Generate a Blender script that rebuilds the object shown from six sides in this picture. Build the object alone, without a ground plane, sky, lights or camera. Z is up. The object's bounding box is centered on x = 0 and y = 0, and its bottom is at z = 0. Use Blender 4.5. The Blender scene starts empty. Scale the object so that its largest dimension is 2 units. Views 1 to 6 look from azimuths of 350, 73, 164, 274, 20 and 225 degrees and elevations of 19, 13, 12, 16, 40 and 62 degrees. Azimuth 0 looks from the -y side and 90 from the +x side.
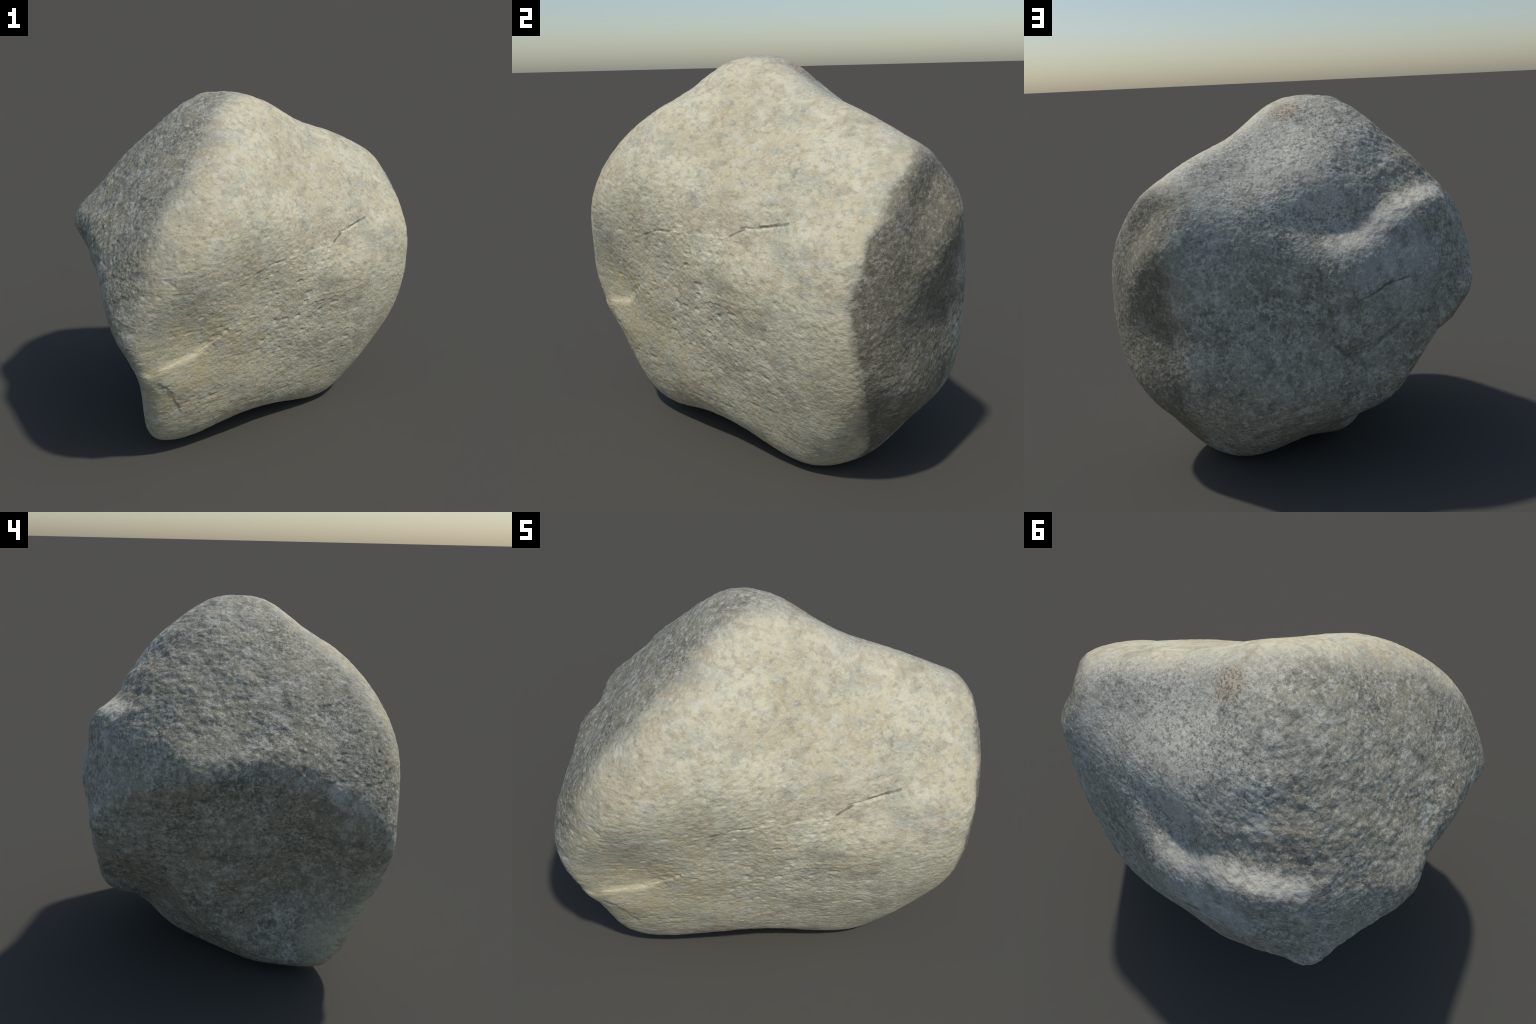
"""A single weathered granite boulder, built as a faceted block.

The block is the rounded meeting of named facet planes (azimuth, elevation,
distance from the heart of the stone), with broad swells and hollows on it,
then crack, notch, chip and shelf, then fine relief on a dense mesh."""
import bpy, math
import numpy as np

HEART = np.array([0.0, 0.0, 0.95])
ROUNDING = 20.0           # higher = crisper edges between facets

# facet, azimuth (0 = -y, 90 = +x), elevation, distance
FACETS = [
    ("front_upper", 0.2, 37.6, 0.772),
    ("front_main", 28.8, -5.7, 0.481),
    ("front_low", 20.8, -41.4, 0.722),
    ("front_left_foot", 353.4, 6.6, 1.005),
    ("left_upper", 331.4, 38.7, 0.924),
    ("left_face", 302.0, 10.6, 1.233),
    ("left_lower", 272.7, -26.5, 0.907),
    ("left_bottom", 288.8, -69.3, 1.241),
    ("right_slope", 39.6, 36.8, 0.650),
    ("right_face", 83.5, -8.7, 0.970),
    ("right_low", 40.3, -23.0, 0.640),
    ("right_back_dark", 121.8, -13.5, 0.946),
    ("right_back_low", 108.5, -43.9, 0.920),
    ("right_back_top", 101.9, 69.5, 1.043),
    ("back_main", 178.3, 9.1, 0.807),
    ("back_low", 163.9, -51.0, 1.039),
    ("back_upper", 195.9, 42.1, 0.782),
    ("back_left_block", 176.3, -8.2, 0.761),
    ("back_left_low", 215.6, -48.8, 0.913),
    ("back_left_upper", 253.8, 54.6, 0.903),
    ("crown", 359.3, 93.8, 0.969),
    ("base", 53.1, -96.3, 0.820),
    ("base_back", 151.0, -72.4, 1.198),
    ("left_back", 238.0, 40.8, 0.997),
]

# broad swells (+) and hollows (-): azimuth, elevation, width, height, turn in degrees, share of the radius
SWELLS = [
    # top
    (67.0, 60.3, 17.1, 16.5, 4, -0.035),
    (128.2, 55.7, 15.3, 20.6, 28, -0.119),
    (156.1, 70.3, 10.0, 9.9, -7, -0.047),
    (244.0, 69.9, 13.5, 19.2, 1, 0.076),
    (300.0, 57.7, 9.2, 18.7, -17, -0.084),
    # front
    (25.5, -2.3, 17.0, 20.4, 15, 0.049),
    (0.4, 19.5, 22.6, 19.9, -3, 0.038),
    (18.0, 52.1, 16.0, 14.2, -6, -0.049),
    (324.1, -10.1, 10.0, 20.9, 6, -0.126),
    (330.9, 34.0, 10.0, 26.0, -24, 0.147),
    (336.1, 54.7, 17.2, 20.2, -6, 0.033),
    (342.9, 37.2, 11.7, 10.0, -11, -0.023),
    (8.8, 2.2, 11.4, 14.5, -5, -0.037),
    (1.5, -36.1, 11.3, 10.0, 1, -0.019),
    (342.7, -39.0, 10.0, 10.0, 0, -0.018),
    # right
    (67.4, -4.0, 19.3, 15.6, -36, 0.086),
    (48.3, 30.9, 21.2, 10.0, -25, -0.065),
    (116.9, -27.3, 12.9, 8.8, -22, 0.096),
    (75.6, 22.5, 11.9, 10.0, 12, -0.094),
    (122.0, 14.8, 5.5, 12.6, -40, 0.067),
    (121.8, 29.0, 18.5, 12.5, 28, -0.143),
    # back
    (163.0, -27.1, 12.7, 18.4, 37, 0.134),
    (191.0, -5.2, 12.5, 18.1, 9, 0.080),
    (183.4, 27.5, 19.6, 7.7, -8, -0.103),
    (205.0, 53.7, 16.4, 11.5, 7, 0.086),
    (217.9, 25.2, 13.2, 6.0, 3, 0.128),
    (224.7, 40.1, 22.7, 5.6, -0, 0.041),
    (184.8, 15.2, 10.9, 14.0, 8, 0.018),
    (147.2, -11.4, 13.6, 12.6, -2, 0.031),
    (205.0, -19.2, 11.2, 10.7, -21, -0.045),
    (157.6, 13.9, 7.2, 8.0, 13, -0.019),
    (205.7, -37.8, 7.7, 8.5, 3, 0.050),
    # left
    (228.5, -27.6, 6.1, 21.8, 3, -0.102),
    (250.9, -10.1, 19.2, 20.6, -15, -0.091),
    (300.1, -8.0, 13.4, 28.0, 1, -0.178),
    (279.7, 19.6, 13.5, 18.1, -31, -0.132),
    (313.8, -44.3, 10.0, 14.3, 0, 0.141),
    (265.5, 30.6, 11.6, 11.5, 1, -0.023),
    (310.1, 14.8, 17.8, 10.0, -6, 0.034),
    (235.7, 1.8, 25.7, 7.6, 16, -0.086),
    (297.6, -37.5, 11.0, 10.6, 19, -0.103),
    (244.1, -35.4, 5.5, 16.1, 11, -0.084),
    (261.7, 15.7, 6.3, 11.5, -12, 0.042),
    (311.3, -7.7, 10.0, 10.0, 0, 0.040),
    # underside
    (340.4, -58.9, 17.4, 10.0, -11, 0.081),
    (31.0, -55.1, 28.0, 10.0, -1, -0.095),
    (92.9, -51.2, 19.7, 21.0, -3, 0.101),
    (130.9, -57.8, 24.5, 19.9, 9, 0.099),
    (181.6, -52.0, 26.6, 9.1, -6, -0.135),
    (274.2, -68.4, 20.6, 7.6, 50, 0.140),
    (84.6, -54.6, 10.0, 10.0, -0, -0.042),
    (208.9, -63.3, 7.6, 15.7, 43, 0.093),
    (357.8, -72.5, 14.4, 11.1, 6, 0.026),
    (335.7, -66.7, 10.0, 10.0, -0, -0.020),
]


def direction(az, el):
    a, e = np.radians(az), np.radians(el)
    return np.stack([np.cos(e) * np.sin(a), -np.cos(e) * np.cos(a), np.sin(e)], -1)


def block_radius(u):
    f = np.array([row[1:] for row in FACETS])
    n = direction(f[:, 0], f[:, 1])
    r = np.zeros(len(u))
    for normal, dist in zip(n, f[:, 2]):
        r += (np.maximum(u @ normal, 1e-6) / dist) ** ROUNDING
    r = r ** (-1 / ROUNDING)
    gain = np.ones(len(u))
    for az, el, wide, high, turn, amount in SWELLS:
        g = direction(az, el)
        a, t = math.radians(az), math.radians(turn)
        east = np.array([math.cos(a), math.sin(a), 0.0])
        north = np.cross(g, east)
        north *= np.sign(north[2] + 1e-9)
        along = u @ (math.cos(t) * east + math.sin(t) * north) / math.radians(wide)
        across = u @ (math.cos(t) * north - math.sin(t) * east) / math.radians(high)
        gain += amount * np.exp(-(along ** 2 + across ** 2) / 2) * np.clip(u @ g, 0, 1) ** 2
    return r * gain


# ---------------------------------------------------------------- noise
def _hash(ix, iy, iz, seed):
    h = (ix.astype(np.int64) * 374761393 + iy.astype(np.int64) * 668265263 + iz.astype(np.int64) * 2147483647 + seed * 974634777) & 0xFFFFFFFF
    h = ((h ^ (h >> 13)) * 1274126177) & 0xFFFFFFFF
    return ((h ^ (h >> 16)) & 0xFFFFFF) / float(0xFFFFFF)


def noise(p, scale, seed):
    q = p * scale
    i = np.floor(q)
    f = q - i
    f = f * f * f * (f * (f * 6 - 15) + 10)
    i = i.astype(np.int64)
    out = 0
    for dx in (0, 1):
        for dy in (0, 1):
            for dz in (0, 1):
                w = (f[:, 0] if dx else 1 - f[:, 0]) * (f[:, 1] if dy else 1 - f[:, 1]) * (f[:, 2] if dz else 1 - f[:, 2])
                out = out + w * _hash(i[:, 0] + dx, i[:, 1] + dy, i[:, 2] + dz, seed)
    return out * 2 - 1


def smooth(x, a, b):
    t = np.clip((x - a) / (b - a), 0, 1)
    return t * t * (3 - 2 * t)


DETAIL = 9


def stroke(P, u, points):
    """Distance from a line drawn on the stone, signed height above it and place (0..1) along it."""
    pts = np.array(points)
    seg = np.linalg.norm(np.diff(pts, axis=0), axis=1)
    start = np.concatenate([[0], np.cumsum(seg)])
    best = np.full(len(P), 9.0)
    side = np.zeros(len(P))
    place = np.zeros(len(P))
    wobble = 0.011 * np.stack([noise(P, 14.0, 31), noise(P, 14.0, 32), noise(P, 14.0, 33)], 1)
    wobble += 0.004 * np.stack([noise(P, 55.0, 36), noise(P, 55.0, 37), noise(P, 55.0, 38)], 1)
    Q = P + wobble
    for k in range(len(seg)):
        a, t = pts[k], (pts[k + 1] - pts[k]) / seg[k]
        rel = Q - a
        s = rel @ t
        sc = np.clip(s, 0, seg[k])
        d = np.linalg.norm(rel - sc[:, None] * t, axis=1)
        mid = (pts[k] + pts[k + 1]) / 2 - HEART
        across = np.cross(mid / np.linalg.norm(mid), t)
        near = d < best
        best[near] = d[near]
        side[near] = (np.sign(rel @ across) * d)[near]
        place[near] = ((start[k] + sc) / start[-1])[near]
    return best, side, place


def window(t, a, b):
    return smooth(t, 0.0, a) * (1 - smooth(t, 1 - b, 1.0))


CRACK = [(0.66, -0.115, 1.232), (0.60, -0.165, 1.222), (0.496, -0.248, 1.195), (0.425, -0.309, 1.155), (0.284, -0.433, 1.145), (0.158, -0.516, 1.141), (0.043, -0.568, 1.136), (-0.05, -0.613, 1.102), (-0.123, -0.65, 1.074)]
NOTCH = [(-0.76, -0.80, 0.62), (-0.651, -0.777, 0.632), (-0.551, -0.755, 0.634), (-0.412, -0.682, 0.673), (-0.305, -0.637, 0.728), (-0.205, -0.625, 0.795), (-0.10, -0.605, 0.868)]
CHIP = [(-0.64, -0.75, 0.60), (-0.585, -0.75, 0.56), (-0.551, -0.725, 0.516), (-0.48, -0.659, 0.417), (-0.431, -0.592, 0.303)]
SLAB_EDGE = [(-0.02, 0.76, 1.20), (0.006, 0.769, 1.151), (0.047, 0.781, 1.045), (0.028, 0.807, 0.902), (0.02, 0.815, 0.754), (-0.072, 0.79, 0.649)]
SLAB_CRACK = [(-0.10, 0.823, 0.95), (-0.206, 0.824, 0.984), (-0.262, 0.815, 1.017), (-0.40, 0.786, 1.035)]
SLAB_CREASE = [(-0.03, 0.80, 0.66), (-0.195, 0.751, 0.688), (-0.324, 0.743, 0.755), (-0.431, 0.748, 0.811), (-0.60, 0.70, 0.83)]


def carve(P, u):
    k = np.zeros(len(P))
    # open crack across the front, deep at its right end, then a trace with one pit
    d, s, t = stroke(P, u, CRACK)
    depth = 0.010 * (1 - smooth(t, 0.25, 0.42)) + 0.0012 + 0.007 * np.exp(-((t - 0.78) / 0.05) ** 2)
    k -= depth * window(t, 0.04, 0.1) * np.exp(-(d / 0.006) ** 2)
    k -= 0.003 * smooth(-s, -0.008, 0.008) * np.exp(-(d / 0.06) ** 2) * window(t, 0.1, 0.5) * CRACK_SIDE
    # notch over the foot: the stone above the line is broken away, leaving a ledge
    d, s, t = stroke(P, u, NOTCH)
    s = s * NOTCH_SIDE + 0.010 * noise(P, 26.0, 35)
    w = window(t, 0.30, 0.50)
    k -= 0.020 * w * smooth(s, -0.022, 0.034) * np.exp(-np.maximum(s, 0) / 0.16)
    k += 0.003 * w * smooth(t, 0.25, 0.45) * smooth(-s, -0.02, 0.03) * np.exp(-np.maximum(-s, 0) / 0.07)
    # chip on the foot
    d, s, t = stroke(P, u, CHIP)
    s = s * CHIP_SIDE
    k -= 0.010 * window(t, 0.25, 0.3) * smooth(s, -0.016, 0.020) * np.exp(-np.maximum(s, 0) / 0.06)
    # slab standing proud on the back
    d, s, t = stroke(P, u, SLAB_EDGE)
    s = s * SLAB_SIDE
    k += 0.010 * window(t, 0.4, 0.2) * smooth(s, -0.012, 0.016) * np.exp(-np.maximum(s, 0) / 0.12)
    k -= 0.005 * window(t, 0.4, 0.3) * np.exp(-(d / 0.012) ** 2) * smooth(noise(P, 13.0, 45), -0.4, 0.3)
    d, s, t = stroke(P, u, SLAB_CRACK)
    k -= 0.005 * window(t, 0.3, 0.3) * np.exp(-(d / 0.005) ** 2) * smooth(noise(P, 17.0, 44), -0.3, 0.2)
    d, s, t = stroke(P, u, SLAB_CREASE)
    k -= 0.012 * window(t, 0.15, 0.2) * np.exp(-(d / 0.022) ** 2)
    return P + u * k[:, None]


CRACK_SIDE, NOTCH_SIDE, CHIP_SIDE, SLAB_SIDE = 1, 1, -1, 1   # which side of each line is broken away or stands proud


def roughen(P, u):
    # 1 on the smoother cream front, 0 on the broken grey sides
    front = smooth(P @ np.array([0.30, -0.95, 0.10]) + 0.10 * noise(P, 3.0, 40), 0.15, 0.45)
    left = smooth(-P[:, 0] + 0.35 * (P[:, 2] - 1.1) + 0.1 * noise(P, 4.0, 41), 0.25, 0.6)
    lens = noise(P * np.array([1.0, 1.0, 1.6]), 14.0, 8) + 0.6 * noise(P * np.array([1.0, 1.0, 1.4]), 30.0, 9)
    k = front * 0.0015 * lens
    pit = np.clip(noise(P * np.array([1, 1, 1.3]), 28.0, 12) - 0.45, 0, 1)
    k -= front * 0.009 * pit
    chunk = noise(P, 11.0, 13) + 0.8 * np.abs(noise(P, 19.0, 14)) + 0.5 * noise(P, 38.0, 15)
    k += (1 - front) * (0.0016 + 0.0036 * left) * chunk + (1 - front) * left * 0.004 * noise(P, 6.5, 17)
    k += 0.0025 * noise(P, 5.0, 4) + 0.0011 * noise(P, 60.0, 6) + 0.0006 * noise(P, 120.0, 7)
    return P + u * k[:, None]



def build_mesh():
    import bmesh
    bm = bmesh.new()
    bmesh.ops.create_icosphere(bm, subdivisions=DETAIL, radius=1.0)
    me = bpy.data.meshes.new("boulder")
    bm.to_mesh(me)
    bm.free()
    n = len(me.vertices)
    co = np.empty(n * 3)
    me.vertices.foreach_get("co", co)
    u = co.reshape(-1, 3)
    u /= np.linalg.norm(u, axis=1)[:, None]
    P = HEART + block_radius(u)[:, None] * u
    P = carve(P, u)
    P = roughen(P, u)
    P[:, 2] = np.maximum(P[:, 2], 0.0)
    me.vertices.foreach_set("co", P.ravel())
    me.update()
    me.polygons.foreach_set("use_smooth", np.ones(len(me.polygons), bool))
    return me


def stone_material():
    m = bpy.data.materials.new("granite")
    m.use_nodes = True
    nt = m.node_tree
    N, Lk = nt.nodes, nt.links
    bsdf = N["Principled BSDF"]
    pos = N.new("ShaderNodeTexCoord").outputs["Object"]

    def value(sock, v):
        if hasattr(v, "is_output"):
            Lk.new(v, sock)
        else:
            sock.default_value = v

    def math_(op, a, b=0.0, clamp=False):
        n = N.new("ShaderNodeMath")
        n.operation, n.use_clamp = op, clamp
        value(n.inputs[0], a)
        value(n.inputs[1], b)
        return n.outputs[0]

    def noise_(scale, detail=2.0, rough=0.5, stretch=(1, 1, 1), shift=(0, 0, 0), turn=(0, 0, 0), distort=0.0):
        mp = N.new("ShaderNodeMapping")
        Lk.new(pos, mp.inputs["Vector"])
        mp.inputs["Scale"].default_value = stretch
        mp.inputs["Location"].default_value = shift
        mp.inputs["Rotation"].default_value = turn
        n = N.new("ShaderNodeTexNoise")
        Lk.new(mp.outputs[0], n.inputs["Vector"])
        for key, v in (("Scale", scale), ("Detail", detail), ("Roughness", rough), ("Distortion", distort)):
            n.inputs[key].default_value = v
        return n.outputs["Fac"]

    def step(v, a, b):
        n = N.new("ShaderNodeMapRange")
        n.interpolation_type = "SMOOTHSTEP"
        value(n.inputs["Value"], v)
        n.inputs["From Min"].default_value, n.inputs["From Max"].default_value = a, b
        return n.outputs["Result"]

    def mix(fac, a, b, kind="MIX"):
        n = N.new("ShaderNodeMix")
        n.data_type, n.blend_type = "RGBA", kind
        value(n.inputs["Factor"], fac)
        for sock, c in ((n.inputs["A"], a), (n.inputs["B"], b)):
            if hasattr(c, "is_output"):
                Lk.new(c, sock)
            else:
                sock.default_value = (*c, 1)
        return n.outputs["Result"]

    def along(v, shift=0.0):
        n = N.new("ShaderNodeVectorMath")
        n.operation = "DOT_PRODUCT"
        Lk.new(pos, n.inputs[0])
        n.inputs[1].default_value = v
        return math_("ADD", n.outputs["Value"], shift)

    def spot(centre, radius, ragged=0.35, scale=9.0):
        n = N.new("ShaderNodeVectorMath")
        n.operation = "DISTANCE"
        Lk.new(pos, n.inputs[0])
        n.inputs[1].default_value = centre
        d = math_("DIVIDE", n.outputs["Value"], radius)
        d = math_("ADD", d, math_("MULTIPLY", math_("SUBTRACT", noise_(scale, 3), 0.5), ragged * 4))
        return step(d, 1.15, 0.45)

    def mul(a, b):
        return math_("MULTIPLY", a, b)

    # ---- where the cream front ends: the ridge down the left and the ridge down the right
    wander = math_("SUBTRACT", noise_(5.0, 4), 0.5)
    left_edge = math_("ADD", along(LEFT_RIDGE[:3], LEFT_RIDGE[3]), mul(wander, 0.22))
    rise = mul(math_("MAXIMUM", along((0, 0, 1), -1.0), 0.0), 0.35)
    right_edge = math_("ADD", math_("ADD", along(RIGHT_RIDGE[:3], RIGHT_RIDGE[3]), rise), mul(wander, 0.20))
    top_edge = math_("ADD", along(CREST[:3], CREST[3]), mul(wander, 0.30))
    front = mul(mul(step(left_edge, -0.07, 0.07), step(right_edge, -0.03, 0.03)), step(top_edge, -0.12, 0.12))

    def line_mask(pts, width, ragged, scale):
        line = None
        for a, b in zip(pts[:-1], pts[1:]):
            a, b = np.array(a), np.array(b)
            t = b - a
            ln = float(np.linalg.norm(t))
            t = t / ln
            s = math_("MINIMUM", math_("MAXIMUM", along(tuple(t), float(-(a @ t))), 0.0), ln)
            q = N.new("ShaderNodeVectorMath")
            q.operation = "SCALE"
            q.inputs[0].default_value = tuple(t)
            Lk.new(s, q.inputs["Scale"])
            r = N.new("ShaderNodeVectorMath")
            r.operation = "ADD"
            Lk.new(q.outputs[0], r.inputs[0])
            r.inputs[1].default_value = tuple(a)
            dd = N.new("ShaderNodeVectorMath")
            dd.operation = "DISTANCE"
            Lk.new(r.outputs[0], dd.inputs[0])
            Lk.new(pos, dd.inputs[1])
            line = dd.outputs["Value"] if line is None else math_("MINIMUM", line, dd.outputs["Value"])
        line = math_("ADD", line, mul(math_("SUBTRACT", noise_(scale, 3), 0.5), ragged))
        return step(line, width, width * 0.3)

    # ---- cream front
    blotch = noise_(3.2, 4, 0.6, shift=(3, 1, 7))
    cream = mix(step(blotch, 0.38, 0.62), CREAM, BUFF)
    cream = mix(mul(step(noise_(4.5, 5, 0.65, shift=(9, 4, 2)), 0.50, 0.68), 0.75), cream, GREY_CREAM)
    cream = mix(mul(step(noise_(6.0, 4, 0.65, shift=(1, 8, 5)), 0.57, 0.72), 0.35), cream, PINK)
    cream = mix(mul(step(noise_(13.0, 4, 0.65, stretch=(1, 1, 1.25), shift=(6, 3, 9)), 0.49, 0.64), 0.65), cream, TAN)
    cream = mix(mul(step(noise_(15.0, 4, 0.65, stretch=(1, 1, 1.25), shift=(2, 7, 7)), 0.52, 0.67), 0.55), cream, COOL)
    lens = noise_(27.0, 4, 0.65, stretch=(1, 1, 1.45), turn=(0, 0.2, 0))
    cream = mix(step(lens, 0.46, 0.70), cream, mix(0.52, cream, LENS_DARK))
    cream = mix(mul(step(noise_(42.0, 3, 0.65, stretch=(1, 1, 1.6), shift=(5, 5, 1)), 0.52, 0.70), 0.6), cream, PALE)
    pits = step(noise_(22.0, 3, 0.6, stretch=(1, 1, 1.3), shift=(3, 3, 8)), 0.64, 0.74)
    cream = mix(mul(pits, 0.55), cream, LENS_DARK)
    stain = mul(spot(STAIN, 0.36), step(noise_(12.0, 3), 0.35, 0.6))
    cream = mix(mul(step(noise_(8.0, 4, 0.6, shift=(4, 12, 1)), 0.56, 0.70), 0.5), cream, PALE)
    cream = mix(mul(step(noise_(7.0, 4, 0.6, shift=(14, 2, 1)), 0.55, 0.68), 0.36), cream, LENS_DARK)
    cream = mix(mul(stain, 0.5), cream, YELLOW)
    cream = mix(mul(line_mask(LEDGE, 0.032, 0.06, 14.0), 0.5), cream, LEDGE_CREAM)

    # ---- grey sides: salt and pepper crystals with olive and rusty tints
    grey = mix(step(noise_(3.0, 4, 0.6, shift=(2, 6, 1)), 0.38, 0.64), GREY, GREY_BROWN)
    grey = mix(mul(step(noise_(5.0, 4, 0.6, shift=(7, 2, 3)), 0.52, 0.70), 0.5), grey, OLIVE)
    # face past the right-hand ridge, darkened to carry baked-in shade
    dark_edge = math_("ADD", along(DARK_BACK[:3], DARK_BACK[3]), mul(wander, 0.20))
    baked_shade = mul(step(right_edge, 0.02, -0.03), step(dark_edge, -0.08, 0.06))
    grey = mix(mul(baked_shade, 0.8), grey, BAKED_SHADE)
    grey = mix(mul(math_("MAXIMUM", spot((-0.43, 0.34, 1.72), 0.12), spot((-0.53, 0.45, 1.59), 0.13)), 0.4), grey, RUST)
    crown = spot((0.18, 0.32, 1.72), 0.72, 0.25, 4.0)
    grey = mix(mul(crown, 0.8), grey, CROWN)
    # olive film over the left-hand faces
    left_face = mul(step(left_edge, 0.05, -0.12), step(along((-0.35, -0.94, 0.0), 0.22), -0.10, 0.22))
    grey = mix(mul(left_face, 0.6), grey, LEFT_OLIVE)
    pale_shelf = line_mask(SHELF, 0.085, 0.13, 13.0)  # paler cream strip along the back shelf
    grey = mix(mul(pale_shelf, 0.92), grey, SHELF_CREAM)
    slab = spot((-0.36, 0.78, 1.10), 0.34, 0.3, 7.0)
    grey = mix(mul(slab, 0.7), grey, SLAB_PALE)
    grey = mix(mul(step(noise_(10.0, 4, 0.65, shift=(1, 14, 6)), 0.50, 0.66), 0.75), grey, mix(0.55, grey, PEPPER))
    grey = mix(mul(step(noise_(9.0, 4, 0.65, shift=(12, 1, 9)), 0.52, 0.68), math_("SUBTRACT", 0.6, mul(baked_shade, 0.45))), grey, PALE)
    plain = math_("MAXIMUM", pale_shelf, mul(slab, 0.55))
    patchy = step(noise_(4.0, 4, 0.65, shift=(11, 2, 6)), 0.34, 0.66)
    clump = noise_(19.0, 5, 0.75, shift=(4, 4, 4))
    salt = noise_(34.0, 4, 0.75, shift=(8, 1, 3))
    pepper = noise_(64.0, 3, 0.75, shift=(4, 9, 4))
    salted = mix(0.85, grey, PALE)
    grey = mix(mul(step(salt, 0.50, 0.60), math_("SUBTRACT", 0.65, mul(baked_shade, 0.35))), grey, salted)
    peppered = mix(0.75, grey, PEPPER)
    keep = mul(math_("SUBTRACT", 1.0, mul(plain, 0.85)), math_("ADD", 0.45, mul(patchy, 0.55)))
    grey = mix(mul(step(clump, 0.50, 0.66), mul(keep, 0.75)), grey, peppered)
    grey = mix(mul(step(pepper, 0.50, 0.60), mul(keep, 0.85)), grey, peppered)

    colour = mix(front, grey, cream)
    colour = mix(mul(spot((0.03, 0.17, 1.86), 0.10), 0.5), colour, mix(step(pepper, 0.45, 0.6), RUST, PEPPER))
    # fine dark specks everywhere
    speck = step(noise_(95.0, 2, 0.6, shift=(1, 2, 3)), 0.62, 0.74)
    colour = mix(mul(speck, 0.3), colour, PEPPER)
    # dark colour lines follow the carved lines
    for pts, width, amount in DARK_LINES:
        mask = mul(line_mask(pts, width, 0.02, 20.0), step(noise_(9.0, 3, shift=(6, 6, 6)), 0.35, 0.6))
        colour = mix(mul(mask, amount), colour, CRACK_DARK)
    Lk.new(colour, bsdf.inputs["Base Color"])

    rough = math_("ADD", 0.62, mul(noise_(14.0, 3), 0.3))
    Lk.new(rough, bsdf.inputs["Roughness"])
    bsdf.inputs["Specular IOR Level"].default_value = 0.4

    height = math_("ADD", mul(noise_(48.0, 4, 0.6, stretch=(1, 1, 1.4)), 0.7), mul(noise_(110.0, 3, 0.6), 0.3))
    bump = N.new("ShaderNodeBump")
    bump.inputs["Strength"].default_value = 0.5
    bump.inputs["Distance"].default_value = 0.012
    Lk.new(height, bump.inputs["Height"])
    Lk.new(bump.outputs[0], bsdf.inputs["Normal"])
    return m


# planes of the ridges that bound the cream front (positive inside)
LEFT_RIDGE = (0.90, -0.45, -0.186, 0.42)
RIGHT_RIDGE = (-0.50, -0.87, 0.0, 0.53)
CREST = (0.41, -0.91, 0.0, 0.034)
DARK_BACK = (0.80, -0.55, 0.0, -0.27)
STAIN = (-0.35, -0.66, 0.60)
SHELF = [(-0.68, 0.55, 1.43), (-0.60, 0.59, 1.42), (-0.42, 0.65, 1.38), (-0.30, 0.70, 1.32), (-0.18, 0.74, 1.24), (-0.02, 0.75, 1.225)]
LEDGE = NOTCH[2:5]
DARK_LINES = [(CRACK, 0.006, 0.2), (CRACK[:4], 0.010, 0.8), (CRACK[5:8], 0.010, 0.65), (SLAB_CRACK, 0.009, 0.7), (SLAB_EDGE, 0.018, 0.5), (SLAB_CREASE, 0.022, 0.5)]

CREAM, BUFF, GREY_CREAM, PINK = (0.665, 0.615, 0.435), (0.585, 0.515, 0.345), (0.425, 0.43, 0.335), (0.57, 0.48, 0.36)
TAN, COOL = (0.50, 0.42, 0.27), (0.43, 0.445, 0.385)
LENS_DARK, PALE, YELLOW, LEDGE_CREAM = (0.27, 0.25, 0.185), (0.68, 0.66, 0.55), (0.58, 0.49, 0.26), (0.70, 0.60, 0.40)
GREY, GREY_BROWN, OLIVE, RUST = (0.40, 0.38, 0.305), (0.35, 0.315, 0.23), (0.36, 0.325, 0.185), (0.47, 0.33, 0.20)
SLAB_PALE = (0.45, 0.445, 0.40)
BAKED_SHADE, CROWN, LEFT_OLIVE = (0.19, 0.165, 0.107), (0.58, 0.555, 0.455), (0.38, 0.35, 0.245)
SHELF_CREAM, PEPPER, CRACK_DARK = (0.80, 0.72, 0.56), (0.085, 0.083, 0.068), (0.09, 0.08, 0.06)



me = build_mesh()
rock = bpy.data.objects.new("boulder", me)
bpy.context.scene.collection.objects.link(rock)
me.materials.append(stone_material())
rock["label"] = "large weathered faceted granite boulder, cream and grey"
rock["category"] = "boulder"
